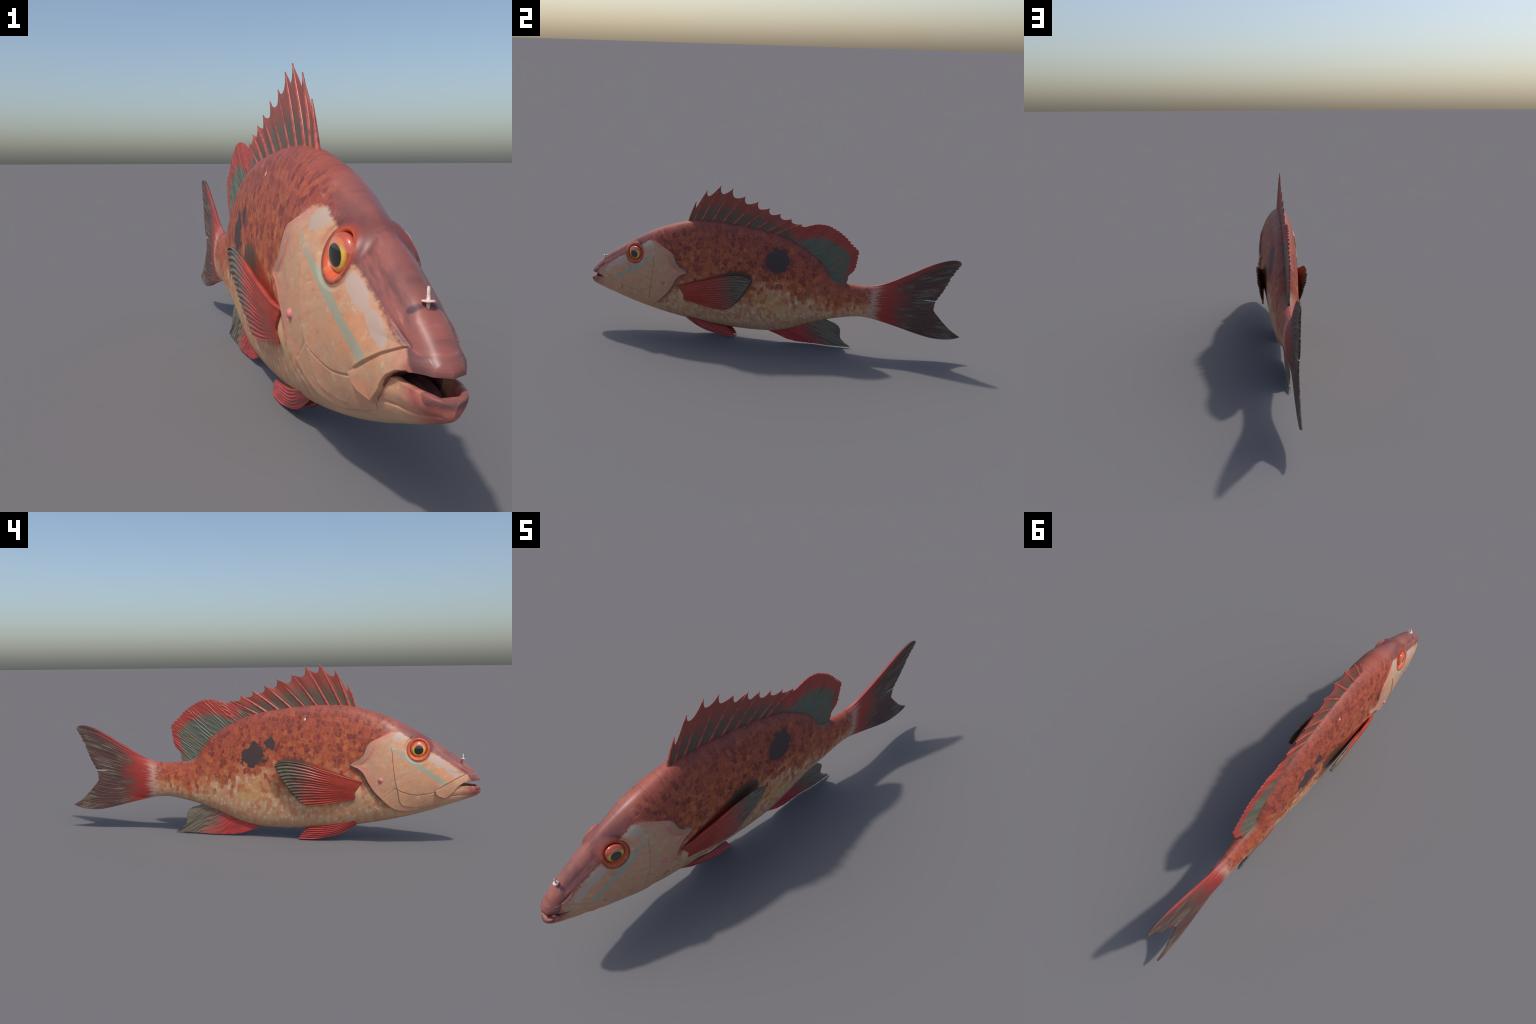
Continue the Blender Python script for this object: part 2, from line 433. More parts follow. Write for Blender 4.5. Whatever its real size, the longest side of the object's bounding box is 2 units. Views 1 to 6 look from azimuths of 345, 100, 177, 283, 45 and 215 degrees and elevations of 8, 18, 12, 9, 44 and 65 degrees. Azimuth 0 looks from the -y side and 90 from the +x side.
    tail = m.mix(tail, srgb(130, 64, 58), (ty + (tn - .5) * .30).step(.60, .69))
    olive = m.mix(srgb(88, 64, 60), srgb(108, 100, 84), tn.step(.48, .62))
    olive = m.mix(olive, srgb(124, 68, 62), tn2.step(.54, .66) * .7)
    tail = m.mix(tail, olive, (ty + (tn - .5) * .34).step(.63, .75))
    tail = m.mix(tail, srgb(160, 66, 62), (z - y.curve([(.5, .35), (.6, .372), (.7, .424), (.8, .48), (.9, .52), (1.0, .53)], 0, 1)).step(-.035, -.004) * y.step(.90, .80) * .75)
    flank = m.mix(flank, tail, (ty + (rc[0] - .5) * .03).step(.505, .545))
    tail = m.mix(tail, srgb(214, 208, 200), (z - .3075 - (y - .83) * -.02).abs().step(.0028, .0014) * y.step(.795, .815))
    flank = m.mix(flank, tail, y.step(.70, .72))
    # --- head
    bnd = y.curve([(-1.0, .262), (-.975, .268), (-.95, .318), (-.935, .338), (-.891, .366), (-.862, .388), (-.815, .417), (-.771, .440), (-.72, .47), (-.669, .508),
                   (-.64, .525), (-.597, .524), (-.575, .512), (-.52, .50), (-.42, .50)], -1.0, 1.0)
    ph = (bnd - z + (n_fine - .5) * .020 + (n_mid - .5) * .012)
    cheek = m.mix(PEACH, srgb(198, 156, 125), n_mid.step(.35, .65))
    cheek = m.mix(cheek, srgb(202, 138, 106), n_big.step(.5, .72) * .6)
    vein = m.noise(9, 4, .6, m.vecof(y, z, 7.0), 1.6)
    cheek = m.mix(cheek, srgb(190, 120, 98), (vein - .5).abs().step(.035, .0) * .22)
    cheek = m.mix(cheek, srgb(226, 152, 106), m.blob(-.80, .33, .10, .05, .9, n_mid).step(1.1, .4) * .40)
    cheek = m.mix(cheek, srgb(200, 132, 116), (dop + (n_mid - .5) * .05).step(-.07, -.005) * z.step(.20, .30) * .75)
    mot = m.noise(34, 4, .65, m.vecof(y, z * 1.4 + y * .5, 4.0))
    cheek = m.mix(cheek, srgb(186, 122, 92), mot.step(.52, .68) * .40)
    cheek = m.mix(cheek, srgb(226, 188, 156), mot.step(.44, .32) * .45)
    memb = (dop + (n_fine - .5) * .008).step(-.024, -.014) * z.step(.372, .385) * z.step(.470, .445)
    cheek = m.mix(cheek, srgb(168, 136, 114), memb * .75)
    cheek = m.mix(cheek, srgb(186, 112, 104), (dop + .030).abs().step(.014, .0) * z.step(.34, .37) * z.step(.47, .44) * .7)
    # blue-green stripe from gill corner to mouth
    L = math.hypot(.285, .195); ca, sa = -.285 / L, -.195 / L
    along = (y + .558) * ca + (z - .491) * sa
    across = (z - .491) * ca - (y + .558) * sa + (along / L * math.pi).sin() * -.004
    half = along.curve([(-.02, .003), (.05, .005), (.10, .0085), (.2, .0115), (.34, .0125)], -.1, .5)
    stripe = (across.abs() - half + (n_fine - .5) * .004).step(.0015, -.0015) * along.step(-.01, .06) * along.step(.352, .342)
    cheek = m.mix(cheek, m.mix(srgb(170, 168, 146), srgb(150, 156, 138), n_fine), stripe * (.45 + along.step(.0, .16) * .45))
    # lilac-grey cheek patch and grey crown patch
    lil = m.blob(-.805, .397, .046, .019, .55, n_mid, .55).step(1.06, .82).max(m.blob(-.868, .352, .040, .017, .5, n_mid, .65).step(1.06, .82))
    cheek = m.mix(cheek, srgb(192, 168, 156), lil * .85)
    gry = m.blob(-.640, .502, .034, .023, 1.0, n_fine, -.35).step(1.05, .85)
    cheek = m.mix(cheek, srgb(184, 164, 148), gry * .85)
    # strap and lips turn rosy to the front
    rosy = ((y * -1.0) + (n_mid - .5) * .05).step(.905, .965)
    cheek = m.mix(cheek, m.mix(PINK, srgb(164, 88, 82), n_mid.step(.4, .65)), rosy * .9)
    strap = m.blob(-.835, .245, .030, .020, .5, n_mid).step(1.1, .5)
    cheek = m.mix(cheek, srgb(216, 140, 110), strap * .45)
    cheek = m.mix(cheek, srgb(206, 124, 122), m.blob(-.5615, .3085, .0125, .0125).step(1.1, .8))
    # snout and nape: dull rose with darker streaks parallel to the profile
    sn = m.noise(22, 4, .6, m.vecof((top - z) * 2.2, y * .5, 1.0))
    snout = m.mix(srgb(148, 88, 80), srgb(110, 74, 72), sn.step(.40, .62))
    snout = m.mix(snout, srgb(178, 134, 126), sn.step(.38, .28) * .7)
    snout = m.mix(snout, srgb(92, 62, 62), (top - z + (n_mid - .5) * .02).step(.045, .062) * (top - z).step(.10, .080) * y.step(-.60, -.72) * y.step(-.97, -.90) * .6)
    nape = (y + (n_mid - .5) * .12).step(-.74, -.60)
    upper = m.mix(snout, redflank, nape * (1.0 - back * .5))
    upper = m.mix(upper, m.mix(srgb(146, 82, 74), srgb(158, 98, 88), n_mid), back * .5)
    upper = m.mix(upper, srgb(196, 140, 126), (sn + (n_mid - .5) * .4).step(.40, .26) * y.step(-.50, -.62) * .55)  # whitish highlights of forehead and nape, put in as lighter colour streaks
    upper = m.mix(upper, srgb(104, 64, 62), (sn + (n_mid - .5) * .4).step(.60, .76) * y.step(-.50, -.62) * .55)
    eyer = m.blob(EYE[0], EYE[1], 1.0, 1.0)
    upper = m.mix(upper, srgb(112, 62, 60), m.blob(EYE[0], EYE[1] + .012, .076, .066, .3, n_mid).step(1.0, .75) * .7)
    headc = m.mix(upper, cheek, ph.step(-.004, .008))
    rimc = m.mix(srgb(206, 92, 58), srgb(146, 66, 54), eyer.step(.041, .050))
    rimc = m.mix(rimc, srgb(232, 152, 92), (n_mid).step(.55, .75) * .4)
    headc = m.mix(headc, rimc, (eyer + (n_fine - .5) * .004).step(.0545, .0505))
    nos = ((y + .912) ** 2 + (z - .389) ** 2).sqrt()
    headc = m.mix(headc, srgb(84, 58, 64), nos.step(.009, .005) * .9)  # dark of the nostril hollow drawn in colour; the dent is almost flat
    # under-chin follows the cream of the belly
    headc = m.mix(headc, srgb(212, 172, 132), (z - bot).step(.03, .004) * y.step(-.96, -.9) * .7)
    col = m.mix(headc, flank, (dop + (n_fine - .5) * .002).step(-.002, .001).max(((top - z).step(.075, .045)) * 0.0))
    # nape above the cover belongs to neither side: blend by height
    scale_h = edge.step(.0, .12) * (dop.step(0.0, .05)) * y.step(.58, .5)
    m.bump(scale_h + n_fine * .35, .10, .0015)
    rough = .38 + (n_mid - .5) * .16 + dop.step(0.0, .06) * .14
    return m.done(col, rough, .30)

def fin_base(m, coords):
    return m.noise(20, 4, .6, coords)

def dorsal_material():
    m = Mat("dorsal_membrane")
    y, z = m.y, m.z
    top = y.curve([(a, b) for a, b in TOP if -.6 < a < .6], -1, 1)
    n = m.noise(24, 4, .6); n2 = m.noise(80, 3, .6)
    h = z - top
    ref = y.curve([(-.45, .05), (-.35, .13), (-.26, .16), (-.15, .13), (0, .10), (.10, .07), (.16, .055), (.25, .12), (.45, .17)], -1, 1)
    t = h / ref + (n - .5) * .55
    soft = y.step(.08, .16)
    red = m.mix(srgb(162, 78, 64), srgb(140, 66, 56), n2)
    dark = m.mix(srgb(98, 84, 70), srgb(94, 104, 90), soft)
    dark = m.mix(dark, srgb(128, 82, 68), n2.step(.52, .7) * .5)
    spiny = m.mix(dark, red, t.step(.28, .80))
    sk = m.noise(17, 4, .65, m.vecof((y * .80 + z * .60) * .35, (z * .80 - y * .60) * 4.0, 1.0))
    # soft part: red margin of fixed breadth measured from the outline
    out = y.curve([(.10, .64), (.166, .643), (.206, .657), (.253, .666), (.306, .657), (.353, .634), (.398, .597), (.438, .557), (.459, .537)], -1, 1)
    rim = ((out - z) + (sk - .5) * .06).step(.085, .055).max((y + (sk - .5) * .05 - z * .12).step(.345, .37))
    dorsal = m.mix(dark, m.mix(srgb(178, 70, 60), srgb(156, 66, 56), n2), rim)
    dorsal = m.mix(dorsal, srgb(150, 92, 66), sk.step(.56, .66) * rim.inv() * .65)
    dorsal = m.mix(dorsal, srgb(120, 52, 46), sk.step(.45, .36) * .5)
    col = m.mix(spiny, dorsal, soft)
    m.bump(n2, .08)
    return m.done(col, .42, .4)

def spine_material():
    m = Mat("fin_spine_red")
    n = m.noise(60, 3)
    return m.done(m.mix(srgb(182, 88, 74), srgb(152, 66, 58), n.step(.4, .65)), .38, .45)

def paired_fin_material(name, axis):
    """scarlet root to olive tip; `axis` gives distance along the fin"""
    m = Mat(name)
    y, z = m.y, m.z
    a = axis(m)
    st = m.noise(16, 5, .7, m.vecof(a * .45, (z - .255) / (a * .8 + .45) * 7.5, 0.0))
    n = m.noise(70, 3)
    t = a + (st - .5) * .9
    red = m.mix(srgb(180, 66, 50), srgb(154, 58, 46), st.step(.38, .60))
    oli = m.mix(srgb(116, 104, 84), srgb(84, 78, 66), st.step(.42, .62))
    oli = m.mix(oli, srgb(186, 96, 70), st.step(.60, .72) * .5)
    col = m.mix(red, oli, t.step(.44, .86))
    m.bump(n, .08)
    return m.done(col, .36, .45)

def anal_material():
    m = Mat("anal_fin_membrane")
    y, z = m.y, m.z
    # streaks along rays running back and down
    a = y * .94 - z * .34; b = z * .94 + y * .34
    st = m.noise(20, 5, .7, m.vecof(a * .28, b * 3.2, 0.0)); n = m.noise(80, 3)
    red = m.mix(srgb(196, 66, 66), srgb(150, 58, 56), st.step(.4, .62))
    oli = m.mix(srgb(124, 112, 96), srgb(100, 96, 82), st.step(.4, .6))
    oli = m.mix(oli, srgb(186, 96, 76), st.step(.57, .68) * .6)
    t = y + z * .55 + (st - .5) * .30
    col = m.mix(red, oli, t.step(.19, .34))
    m.bump(n, .08)
    return m.done(col, .40, .4)

def pelvic_material():
    m = Mat("pelvic_fin_membrane")
    y, z = m.y, m.z
    b = z * .92 + y * .39
    st = m.noise(22, 4, .65, m.vecof(y * .25, b * 3.0, 0.0))
    col = m.mix(srgb(194, 64, 62), srgb(156, 60, 54), st.step(.40, .58))
    col = m.mix(col, srgb(124, 98, 84), st.step(.57, .66) * .75)
    col = m.mix(col, srgb(222, 132, 104), st.step(.34, .27) * .6)
    return m.done(col, .38, .45)

def plain(name, c1, c2, scale=40, rough=.4, spec=.4):
    m = Mat(name); n = m.noise(scale, 3)
    return m.done(m.mix(c1, c2, n.step(.35, .65)), rough, spec)

def eye_material():
    m = Mat("eyeball")
    r = m.blob(EYE[0], EYE[1], 1, 1); n = m.noise(60, 3)
    ring = (r + (n - .5) * .004)
    c = m.mix(srgb(226, 192, 66), srgb(206, 150, 56), ring.step(.024, .029))
    c = m.mix(c, srgb(212, 96, 60), (m.z - EYE[1] + (n - .5) * .01).step(.004, .020) * .8)
    c = m.mix(c, srgb(190, 78, 54), ring.step(.0285, .0315))
    # pupil: round with a short notch to the front
    p = m.blob(EYE[0] - .001, EYE[1] - .002, .0205, .0215, .10, n)
    c = m.mix(c, srgb(26, 24, 24), p.step(1.04, .92))
    m.done(c, .12, .6, coat=1.0)
    m.bsdf.inputs["Coat Roughness"].default_value = .04
    return m.mat

skin = skin_material()
mouth_mat = plain("mouth_lining", srgb(168, 104, 88), srgb(132, 78, 74), 30, .35)
tongue_mat = plain("tongue_skin", srgb(112, 78, 82), srgb(92, 58, 62), 40, .3)

# ------------------------------------------------------------------ root
root = bpy.data.objects.new("fish", None)
bpy.context.scene.collection.objects.link(root)
root["label"] = "red spotted reef fish with spiny dorsal fin and peach cheeks"
root["category"] = "fish"

# ------------------------------------------------------------------ body loft
def build_body():
    ys = np.r_[-.9935 + .016 * (np.linspace(0, 1, 22) ** 2), np.linspace(-.9765, -.8465, 105), np.linspace(-.8455, -.40, 360),
               np.linspace(-.397, .24, 200), np.linspace(.2425, .40, 70), np.linspace(.404, .76, 95)]
    ys = np.unique(np.round(ys, 5))
    N, K = 400, 250                     # K columns above the mouth line (continued back along the flank), the rest below
    f_line = fn(LIP + [(-.80, .225), (-.70, .235), (-.5, .25), (-.2, .25), (.2, .26), (.5, .268), (.76, .275)])
    nose = np.sqrt(np.clip((ys + .9935) / .010, 0, 1)) * .9 + .1 * np.clip((ys + .9935) / .010, 0, 1)
    half = np.zeros((len(ys), N, 3))
    th = np.linspace(0, math.pi, 1200)
    for i, y in enumerate(ys):
        t, b, w, p = f_top(y), f_bot(y), f_wid(y), f_peak(y)
        zz = (t + b) / 2 + (t - b) / 2 * np.cos(th)
        s = np.sin(th)
        xx = w * np.where(zz > (t + b) / 2, s ** p, s)
        lo = min(f_line(y), t - 1e-4)
        k = zz >= lo
        xe = np.interp(lo, zz[::-1], xx[::-1])
        if y < -.98: xx = xx * nose[i]; xe = xe * nose[i]
        q = np.vstack([resample(np.stack([np.r_[xx[k], xe], np.r_[zz[k], lo]], 1), K),
                       resample(np.stack([np.r_[xe, xx[~k]], np.r_[lo, zz[~k]]], 1), N - K + 1)[1:]])
        half[i, :, 0] = q[:, 0]; half[i, :, 1] = y; half[i, :, 2] = q[:, 1]
    X, Y, Z = (half[..., k].ravel() for k in range(3))
    X = X + relief(Y, Z, X)
    X = np.maximum(X, 0)
    L = np.stack([-X, Y, Z], 1); R = np.stack([X, Y, Z], 1)
    nu = len(ys)
    F1 = grid_faces(nu, N); F2 = grid_faces(nu, N, nu * N, True)
    st, cl = np.meshgrid(np.arange(nu - 1), np.arange(N - 1), indexing="ij")
    keep = ~((ys[st] < Y_MOUTH) & (cl >= K - 1)).ravel()      # open below the upper lip: the lower jaw sits there
    V = np.vstack([L, R]); F = np.vstack([F1[keep], F2[keep]])
    # lip edge of the upper jaw, for the lining
    k = ys < Y_MOUTH
    lipL = L.reshape(nu, N, 3)[k][:, K - 1]
    V, Q, T = merge_split(V, F)
    used = np.unique(np.r_[Q.ravel(), T.ravel()]); mp = np.full(len(V), -1); mp[used] = np.arange(len(used))
    return V[used], mp[Q], mp[T], lipL

V, Q, T, lipL = build_body()
allf = Q.tolist() + T.tolist()
whole = bpy.data.meshes.new("whole"); whole.from_pydata(V.tolist(), [], allf)
whole.update()
VN = np.zeros(len(V) * 3, np.float32)
whole.vertices.foreach_get("normal", VN); VN = VN.reshape(-1, 3)
cen = np.zeros(len(allf) * 3, np.float32); whole.polygons.foreach_get("center", cen); cen = cen.reshape(-1, 3)
bpy.data.meshes.remove(whole)
gill_poly = spline(GILL, 8)
g_in = inside(cen[:, 1:3], np.vstack([gill_poly, [(-.66, .165), (-.648, .205), (-.636, .268), (-.619, .344), (-.606, .455), (-.585, .50)]]))
head_in = inside(cen[:, 1:3], np.vstack([gill_poly, [(-.80, .0), (-1.2, .0), (-1.2, .8), (-.56, .8)]])) | (cen[:, 1] < -.79)
label = np.where(g_in, 1, np.where(head_in, 0, np.where(cen[:, 1] > .395, 3, 2)))
sizes = np.r_[np.full(len(Q), 4), np.full(len(T), 3)]
for lab, nm in ((0, "head"), (1, "gill_cover"), (2, "torso"), (3, "tail_stalk")):
    idx = np.nonzero(label == lab)[0]
    qs = idx[idx < len(Q)]; ts = idx[idx >= len(Q)] - len(Q)
    used = np.unique(np.r_[Q[qs].ravel(), T[ts].ravel()])
    remap = np.full(len(V), -1); remap[used] = np.arange(len(used))
    me = bpy.data.meshes.new(nm)
    me.from_pydata(V[used].tolist(), [], remap[Q[qs]].tolist() + remap[T[ts]].tolist())
    me.polygons.foreach_set("use_smooth", np.ones(len(me.polygons), bool))
    me.update()
    me.normals_split_custom_set_from_vertices(VN[used].tolist())
    add(nm, me, skin, root)
head = bpy.data.objects["head"]

# palate: lining of the upper jaw from the lip edge inwards and up
def build_palate():
    n = len(lipL); M = 26
    G = np.zeros((n, 2 * M - 1, 3))
    t = np.linspace(0, 1, M)
    for i, p in enumerate(lipL):
        w = -p[0]; y, z = p[1], p[2]
        thick = min(.0085, w * .45)
        up = .030 * sstep(-.985, -.95, y) * min(1, w / .03)
        xs = np.interp(t, [0, .15, .30, 1], [w, w - thick * .7, w - thick, 0])
        zs = z + np.interp(t, [0, .15, .30, .55, 1], [0, -.0008, .003, up * .8, up])
        G[i, :M] = np.stack([-xs, np.full(M, y), zs], 1)
        G[i, M - 1:] = np.stack([xs[::-1], np.full(M, y), zs[::-1]], 1)
    F = grid_faces(n, 2 * M - 1)
    V_, Q_, T_ = merge_split(G.reshape(-1, 3), F)
    # rear wall of the mouth
    a = np.linspace(0, 2 * math.pi, 40, endpoint=False); o = len(V_)
    V_ = np.vstack([V_, np.stack([.050 * np.cos(a), np.full(40, -.851), .252 + .048 * np.sin(a)], 1), [(0, -.838, .252)]])
    fan = [(o + j, o + (j + 1) % 40, o + 40) for j in range(40)]
    me = make_mesh("palate", V_, Q_.tolist() + T_.tolist() + fan)
    return add("palate", me, mouth_mat, head)
build_palate()

# lower jaw: trough with rolled lip, its rear sunk into the throat
def build_jaw():
    ys = np.r_[-1.0 + .02 * np.linspace(0, 1, 26) ** 2, np.linspace(-.979, -.80, 130)]
    f_rim = fn([(-1.0, .2605), (-.9975, .2695), (-.993, .2755), (-.98, .2805), (-.96, .2815), (-.94, .283), (-.92, .283), (-.90, .284), (-.87, .270), (-.84, .25), (-.80, .235)])
    No, Ni = 110, 60
    G = np.zeros((len(ys), No + Ni - 1, 3))
    th = np.linspace(0, math.pi, 900)
    for i, y in enumerate(ys):
        t, b, w = max(f_top(y), .31), f_bot(y), f_wid(y) * math.sqrt(min(1, (y + 1.0) / .006))
        if y < -.99: b = float(np.interp(y, [-1.0, -.9985, -.995, -.99], [.2585, .253, .248, .244]))
        zz = (t + b) / 2 + (t - b) / 2 * np.cos(th); xx = w * np.sin(th) ** (.85 + .15 * sstep(-.90, -.85, y))
        rim = f_rim(y)
        k = zz <= rim
        xo, zo = xx[k][::-1], zz[k][::-1]                     # chin -> rim
        if len(xo) < 4:
            xo = np.linspace(0, w, 6); zo = np.linspace(b, rim, 6)
        inset = .0065 * sstep(-.955, -.90, y) * sstep(b + .01, rim, zo) + (-.0010 * sstep(-.87, -.85, y) + .008 * sstep(-.842, -.80, y)) * np.sign(xo)
        xo = np.maximum(xo - inset, 0)
        o = resample(np.stack([xo, zo], 1), No)
        # fleshy lower lip and the crease beneath it
        jl = np.interp(y, [p[0] for p in JAWLINE], [p[1] for p in JAWLINE])
        dz = o[:, 1] - jl
        o[:, 0] += (.0032 * np.exp(-((dz - .020) / .014) ** 2) - .0022 * np.exp(-(dz / .0028) ** 2)) * sstep(.004, .012, o[:, 0]) * sstep(-.85, -.88, y) * sstep(-.996, -.985, y)
        wr = o[-1, 0]
        thick = min(.0145, wr * .5)
        dep = .034 * sstep(-.988, -.962, y)
        tt = np.linspace(0, 1, Ni)
        xi = np.interp(tt, [0, .12, .25, .42, .62, 1], [wr, wr - .35 * thick, wr - .75 * thick, wr - thick, (wr - thick) * .86, 0])
        zi = rim + np.interp(tt, [0, .12, .25, .42, .62, 1], [0, .0016, .0010, -.005 * min(1, dep / .01), -dep * .85, -dep])
        G[i, :No, 0] = o[:, 0]; G[i, :No, 2] = o[:, 1]
        G[i, No - 1:, 0] = xi; G[i, No - 1:, 2] = zi
        G[i, :, 1] = y
    nu, nv = G.shape[:2]
    R = G.reshape(-1, 3); L = R * np.array([-1, 1, 1])
    F = np.vstack([grid_faces(nu, nv), grid_faces(nu, nv, nu * nv, True)])
    inner = np.tile((np.arange(nv - 1) >= No + int(Ni * .36))[None], (nu - 1, 1)).ravel()
    V_ = np.vstack([R, L])
    V_, Q_, T_ = merge_split(V_, F)
    me = make_mesh("lower_jaw", V_, Q_.tolist() + T_.tolist())
    me.materials.append(skin); me.materials.append(mouth_mat)
    c = np.zeros(len(me.polygons) * 3, np.float32); me.polygons.foreach_get("center", c); c = c.reshape(-1, 3)
    nrm = np.zeros(len(me.polygons) * 3, np.float32); me.polygons.foreach_get("normal", nrm); nrm = nrm.reshape(-1, 3)
    rimz = f_rim(c[:, 1]); w_ = half_width(c[:, 1], c[:, 2])
    inn = (np.abs(c[:, 0]) < w_ - .0185) & (c[:, 2] > f_bot(c[:, 1]) + .012) & (c[:, 1] > -.99)
    me.polygons.foreach_set("material_index", inn.astype(np.int32))
    return add("lower_jaw", me, None, head)
build_jaw()

def ellipsoid(nu=40, nv=24):
    u = np.linspace(0, 2 * math.pi, nu, endpoint=False); v = np.linspace(0, math.pi, nv)
    P = np.stack([np.outer(np.sin(v), np.cos(u)), np.outer(np.sin(v), np.sin(u)), np.outer(np.cos(v), np.ones(nu))], -1)
    V_ = P.reshape(-1, 3); F = []
    for i in range(nv - 1):
        for j in range(nu):
            F.append((i * nu + j, (i + 1) * nu + j, (i + 1) * nu + (j + 1) % nu, i * nu + (j + 1) % nu))
    return V_, F

# tongue
tv, tf = ellipsoid()
tv = tv.copy(); tv[:, 0] *= .019 * (1 - .25 * np.clip(-tv[:, 1], 0, 1)); tv[:, 1] *= .052; tv[:, 2] *= .010
tv += np.array([0, -.910, .268])
tv[:, 2] += (tv[:, 1] + .91) * .12 - .004 * np.exp(-(tv[:, 0] / .006) ** 2)
add("tongue", make_mesh("tongue", tv, tf), tongue_mat, head)

# ------------------------------------------------------------------ eyes
eye_mat = eye_material()
for sgn in (-1, 1):
    ev, ef = ellipsoid(64, 40)
    ev = ev * np.array([.0200, .0375, .0375])
    ev = ev[:, [2, 1, 0]] if False else ev
    ev[:, 0] += sgn * ev[:, 1] * .16           # turned slightly forwards with the cheek
    ex = half_width(np.array([EYE[0]]), np.array([EYE[1]]))[0] - .0100
    ev += np.array([sgn * ex, EYE[0], EYE[1]])
    add("eye", make_mesh("eye", ev, ef), eye_mat, head)

# ------------------------------------------------------------------ snout pin (small pale tag standing in the nostril)
pin_mat = plain("pale_pin", srgb(226, 214, 206), srgb(214, 170, 160), 120, .4, .4)
def lathe(profile, n=24, at=(0, 0, 0)):
    pr = np.asarray(profile, float); a = np.linspace(0, 2 * math.pi, n, endpoint=False)
    V_ = np.stack([np.outer(pr[:, 0], np.cos(a)), np.outer(pr[:, 0], np.sin(a)), np.outer(pr[:, 1], np.ones(n))], -1).reshape(-1, 3) + np.array(at)
    F = [(i * n + j, i * n + (j + 1) % n, (i + 1) * n + (j + 1) % n, (i + 1) * n + j) for i in range(len(pr) - 1) for j in range(n)]
    return V_, F
pv, pf = lathe([(0, 0), (.0020, 0), (.0026, .010), (.0034, .018), (.0100, .0192), (.0105, .0200), (.0100, .0208), (.0030, .0216),
                (.0027, .030), (.0024, .0410), (.0015, .0420), (0, .0422)], 24, (-.001, -.919, .3815))
add("snout_pin", make_mesh("snout_pin", pv, pf), pin_mat, head)

# ------------------------------------------------------------------ fins
def sheet(name, P, Nrm, th, mat, parent=root):
    """closed sheet: grid P (nu,nv,3), unit normals, half thickness (nu,nv)"""
    nu, nv = P.shape[:2]
    A = P + Nrm * th[..., None]; B = P - Nrm * th[..., None]
    n = nu * nv
    F = [grid_faces(nu, nv), grid_faces(nu, nv, n, True)]
    rim = np.r_[np.arange(nv), nv * np.arange(1, nu) + nv - 1, (nu - 1) * nv + np.arange(nv - 2, -1, -1), nv * np.arange(nu - 2, 0, -1)]
    nx = np.roll(rim, -1)
    F.append(np.stack([rim, rim + n, nx + n, nx], 1))
    me = make_mesh(name, np.vstack([A.reshape(-1, 3), B.reshape(-1, 3)]), np.vstack(F))
    return add(name, me, mat, parent)

def yz(curve, x=0.0):
    c = np.asarray(curve, float)
    return np.stack([np.full(len(c), x), c[:, 0], c[:, 1]], 1)

def grid_normals(P):
    du = np.gradient(P, axis=0); dv = np.gradient(P, axis=1)
    n = np.cross(du, dv); return n / (np.linalg.norm(n, axis=-1, keepdims=True) + 1e-12)

def tri_wave(u):
    f = u - np.floor(u); return 1 - np.abs(2 * f - 1)

def saw(u):
    f = u - np.floor(u); return np.where(f < .8, f / .8, (1 - f) / .2)

def vnoise(u, seed, n=400):
    r = np.random.RandomState(seed).rand(n) * 2 - 1
    i = np.floor(u).astype(int) % n; f = u - np.floor(u); f = f * f * (3 - 2 * f)
    return r[i] * (1 - f) + r[(i + 1) % n] * f

def coons(e0, e1, v0, v1, nu, nv):
    """e0/e1: edges at u=0/1 along v; v0/v1: root/tip along u"""
    a, b = resample(e0, nv), resample(e1, nv); c, d = resample(v0, nu), resample(v1, nu)
    u = np.linspace(0, 1, nu)[:, None, None]; v = np.linspace(0, 1, nv)[None, :, None]
    P = (1 - u) * a[None] + u * b[None] + (1 - v) * c[:, None] + v * d[:, None]
    P -= (1 - u) * (1 - v) * a[0] + (1 - u) * v * a[-1] + u * (1 - v) * b[0] + u * v * b[-1]
    return P

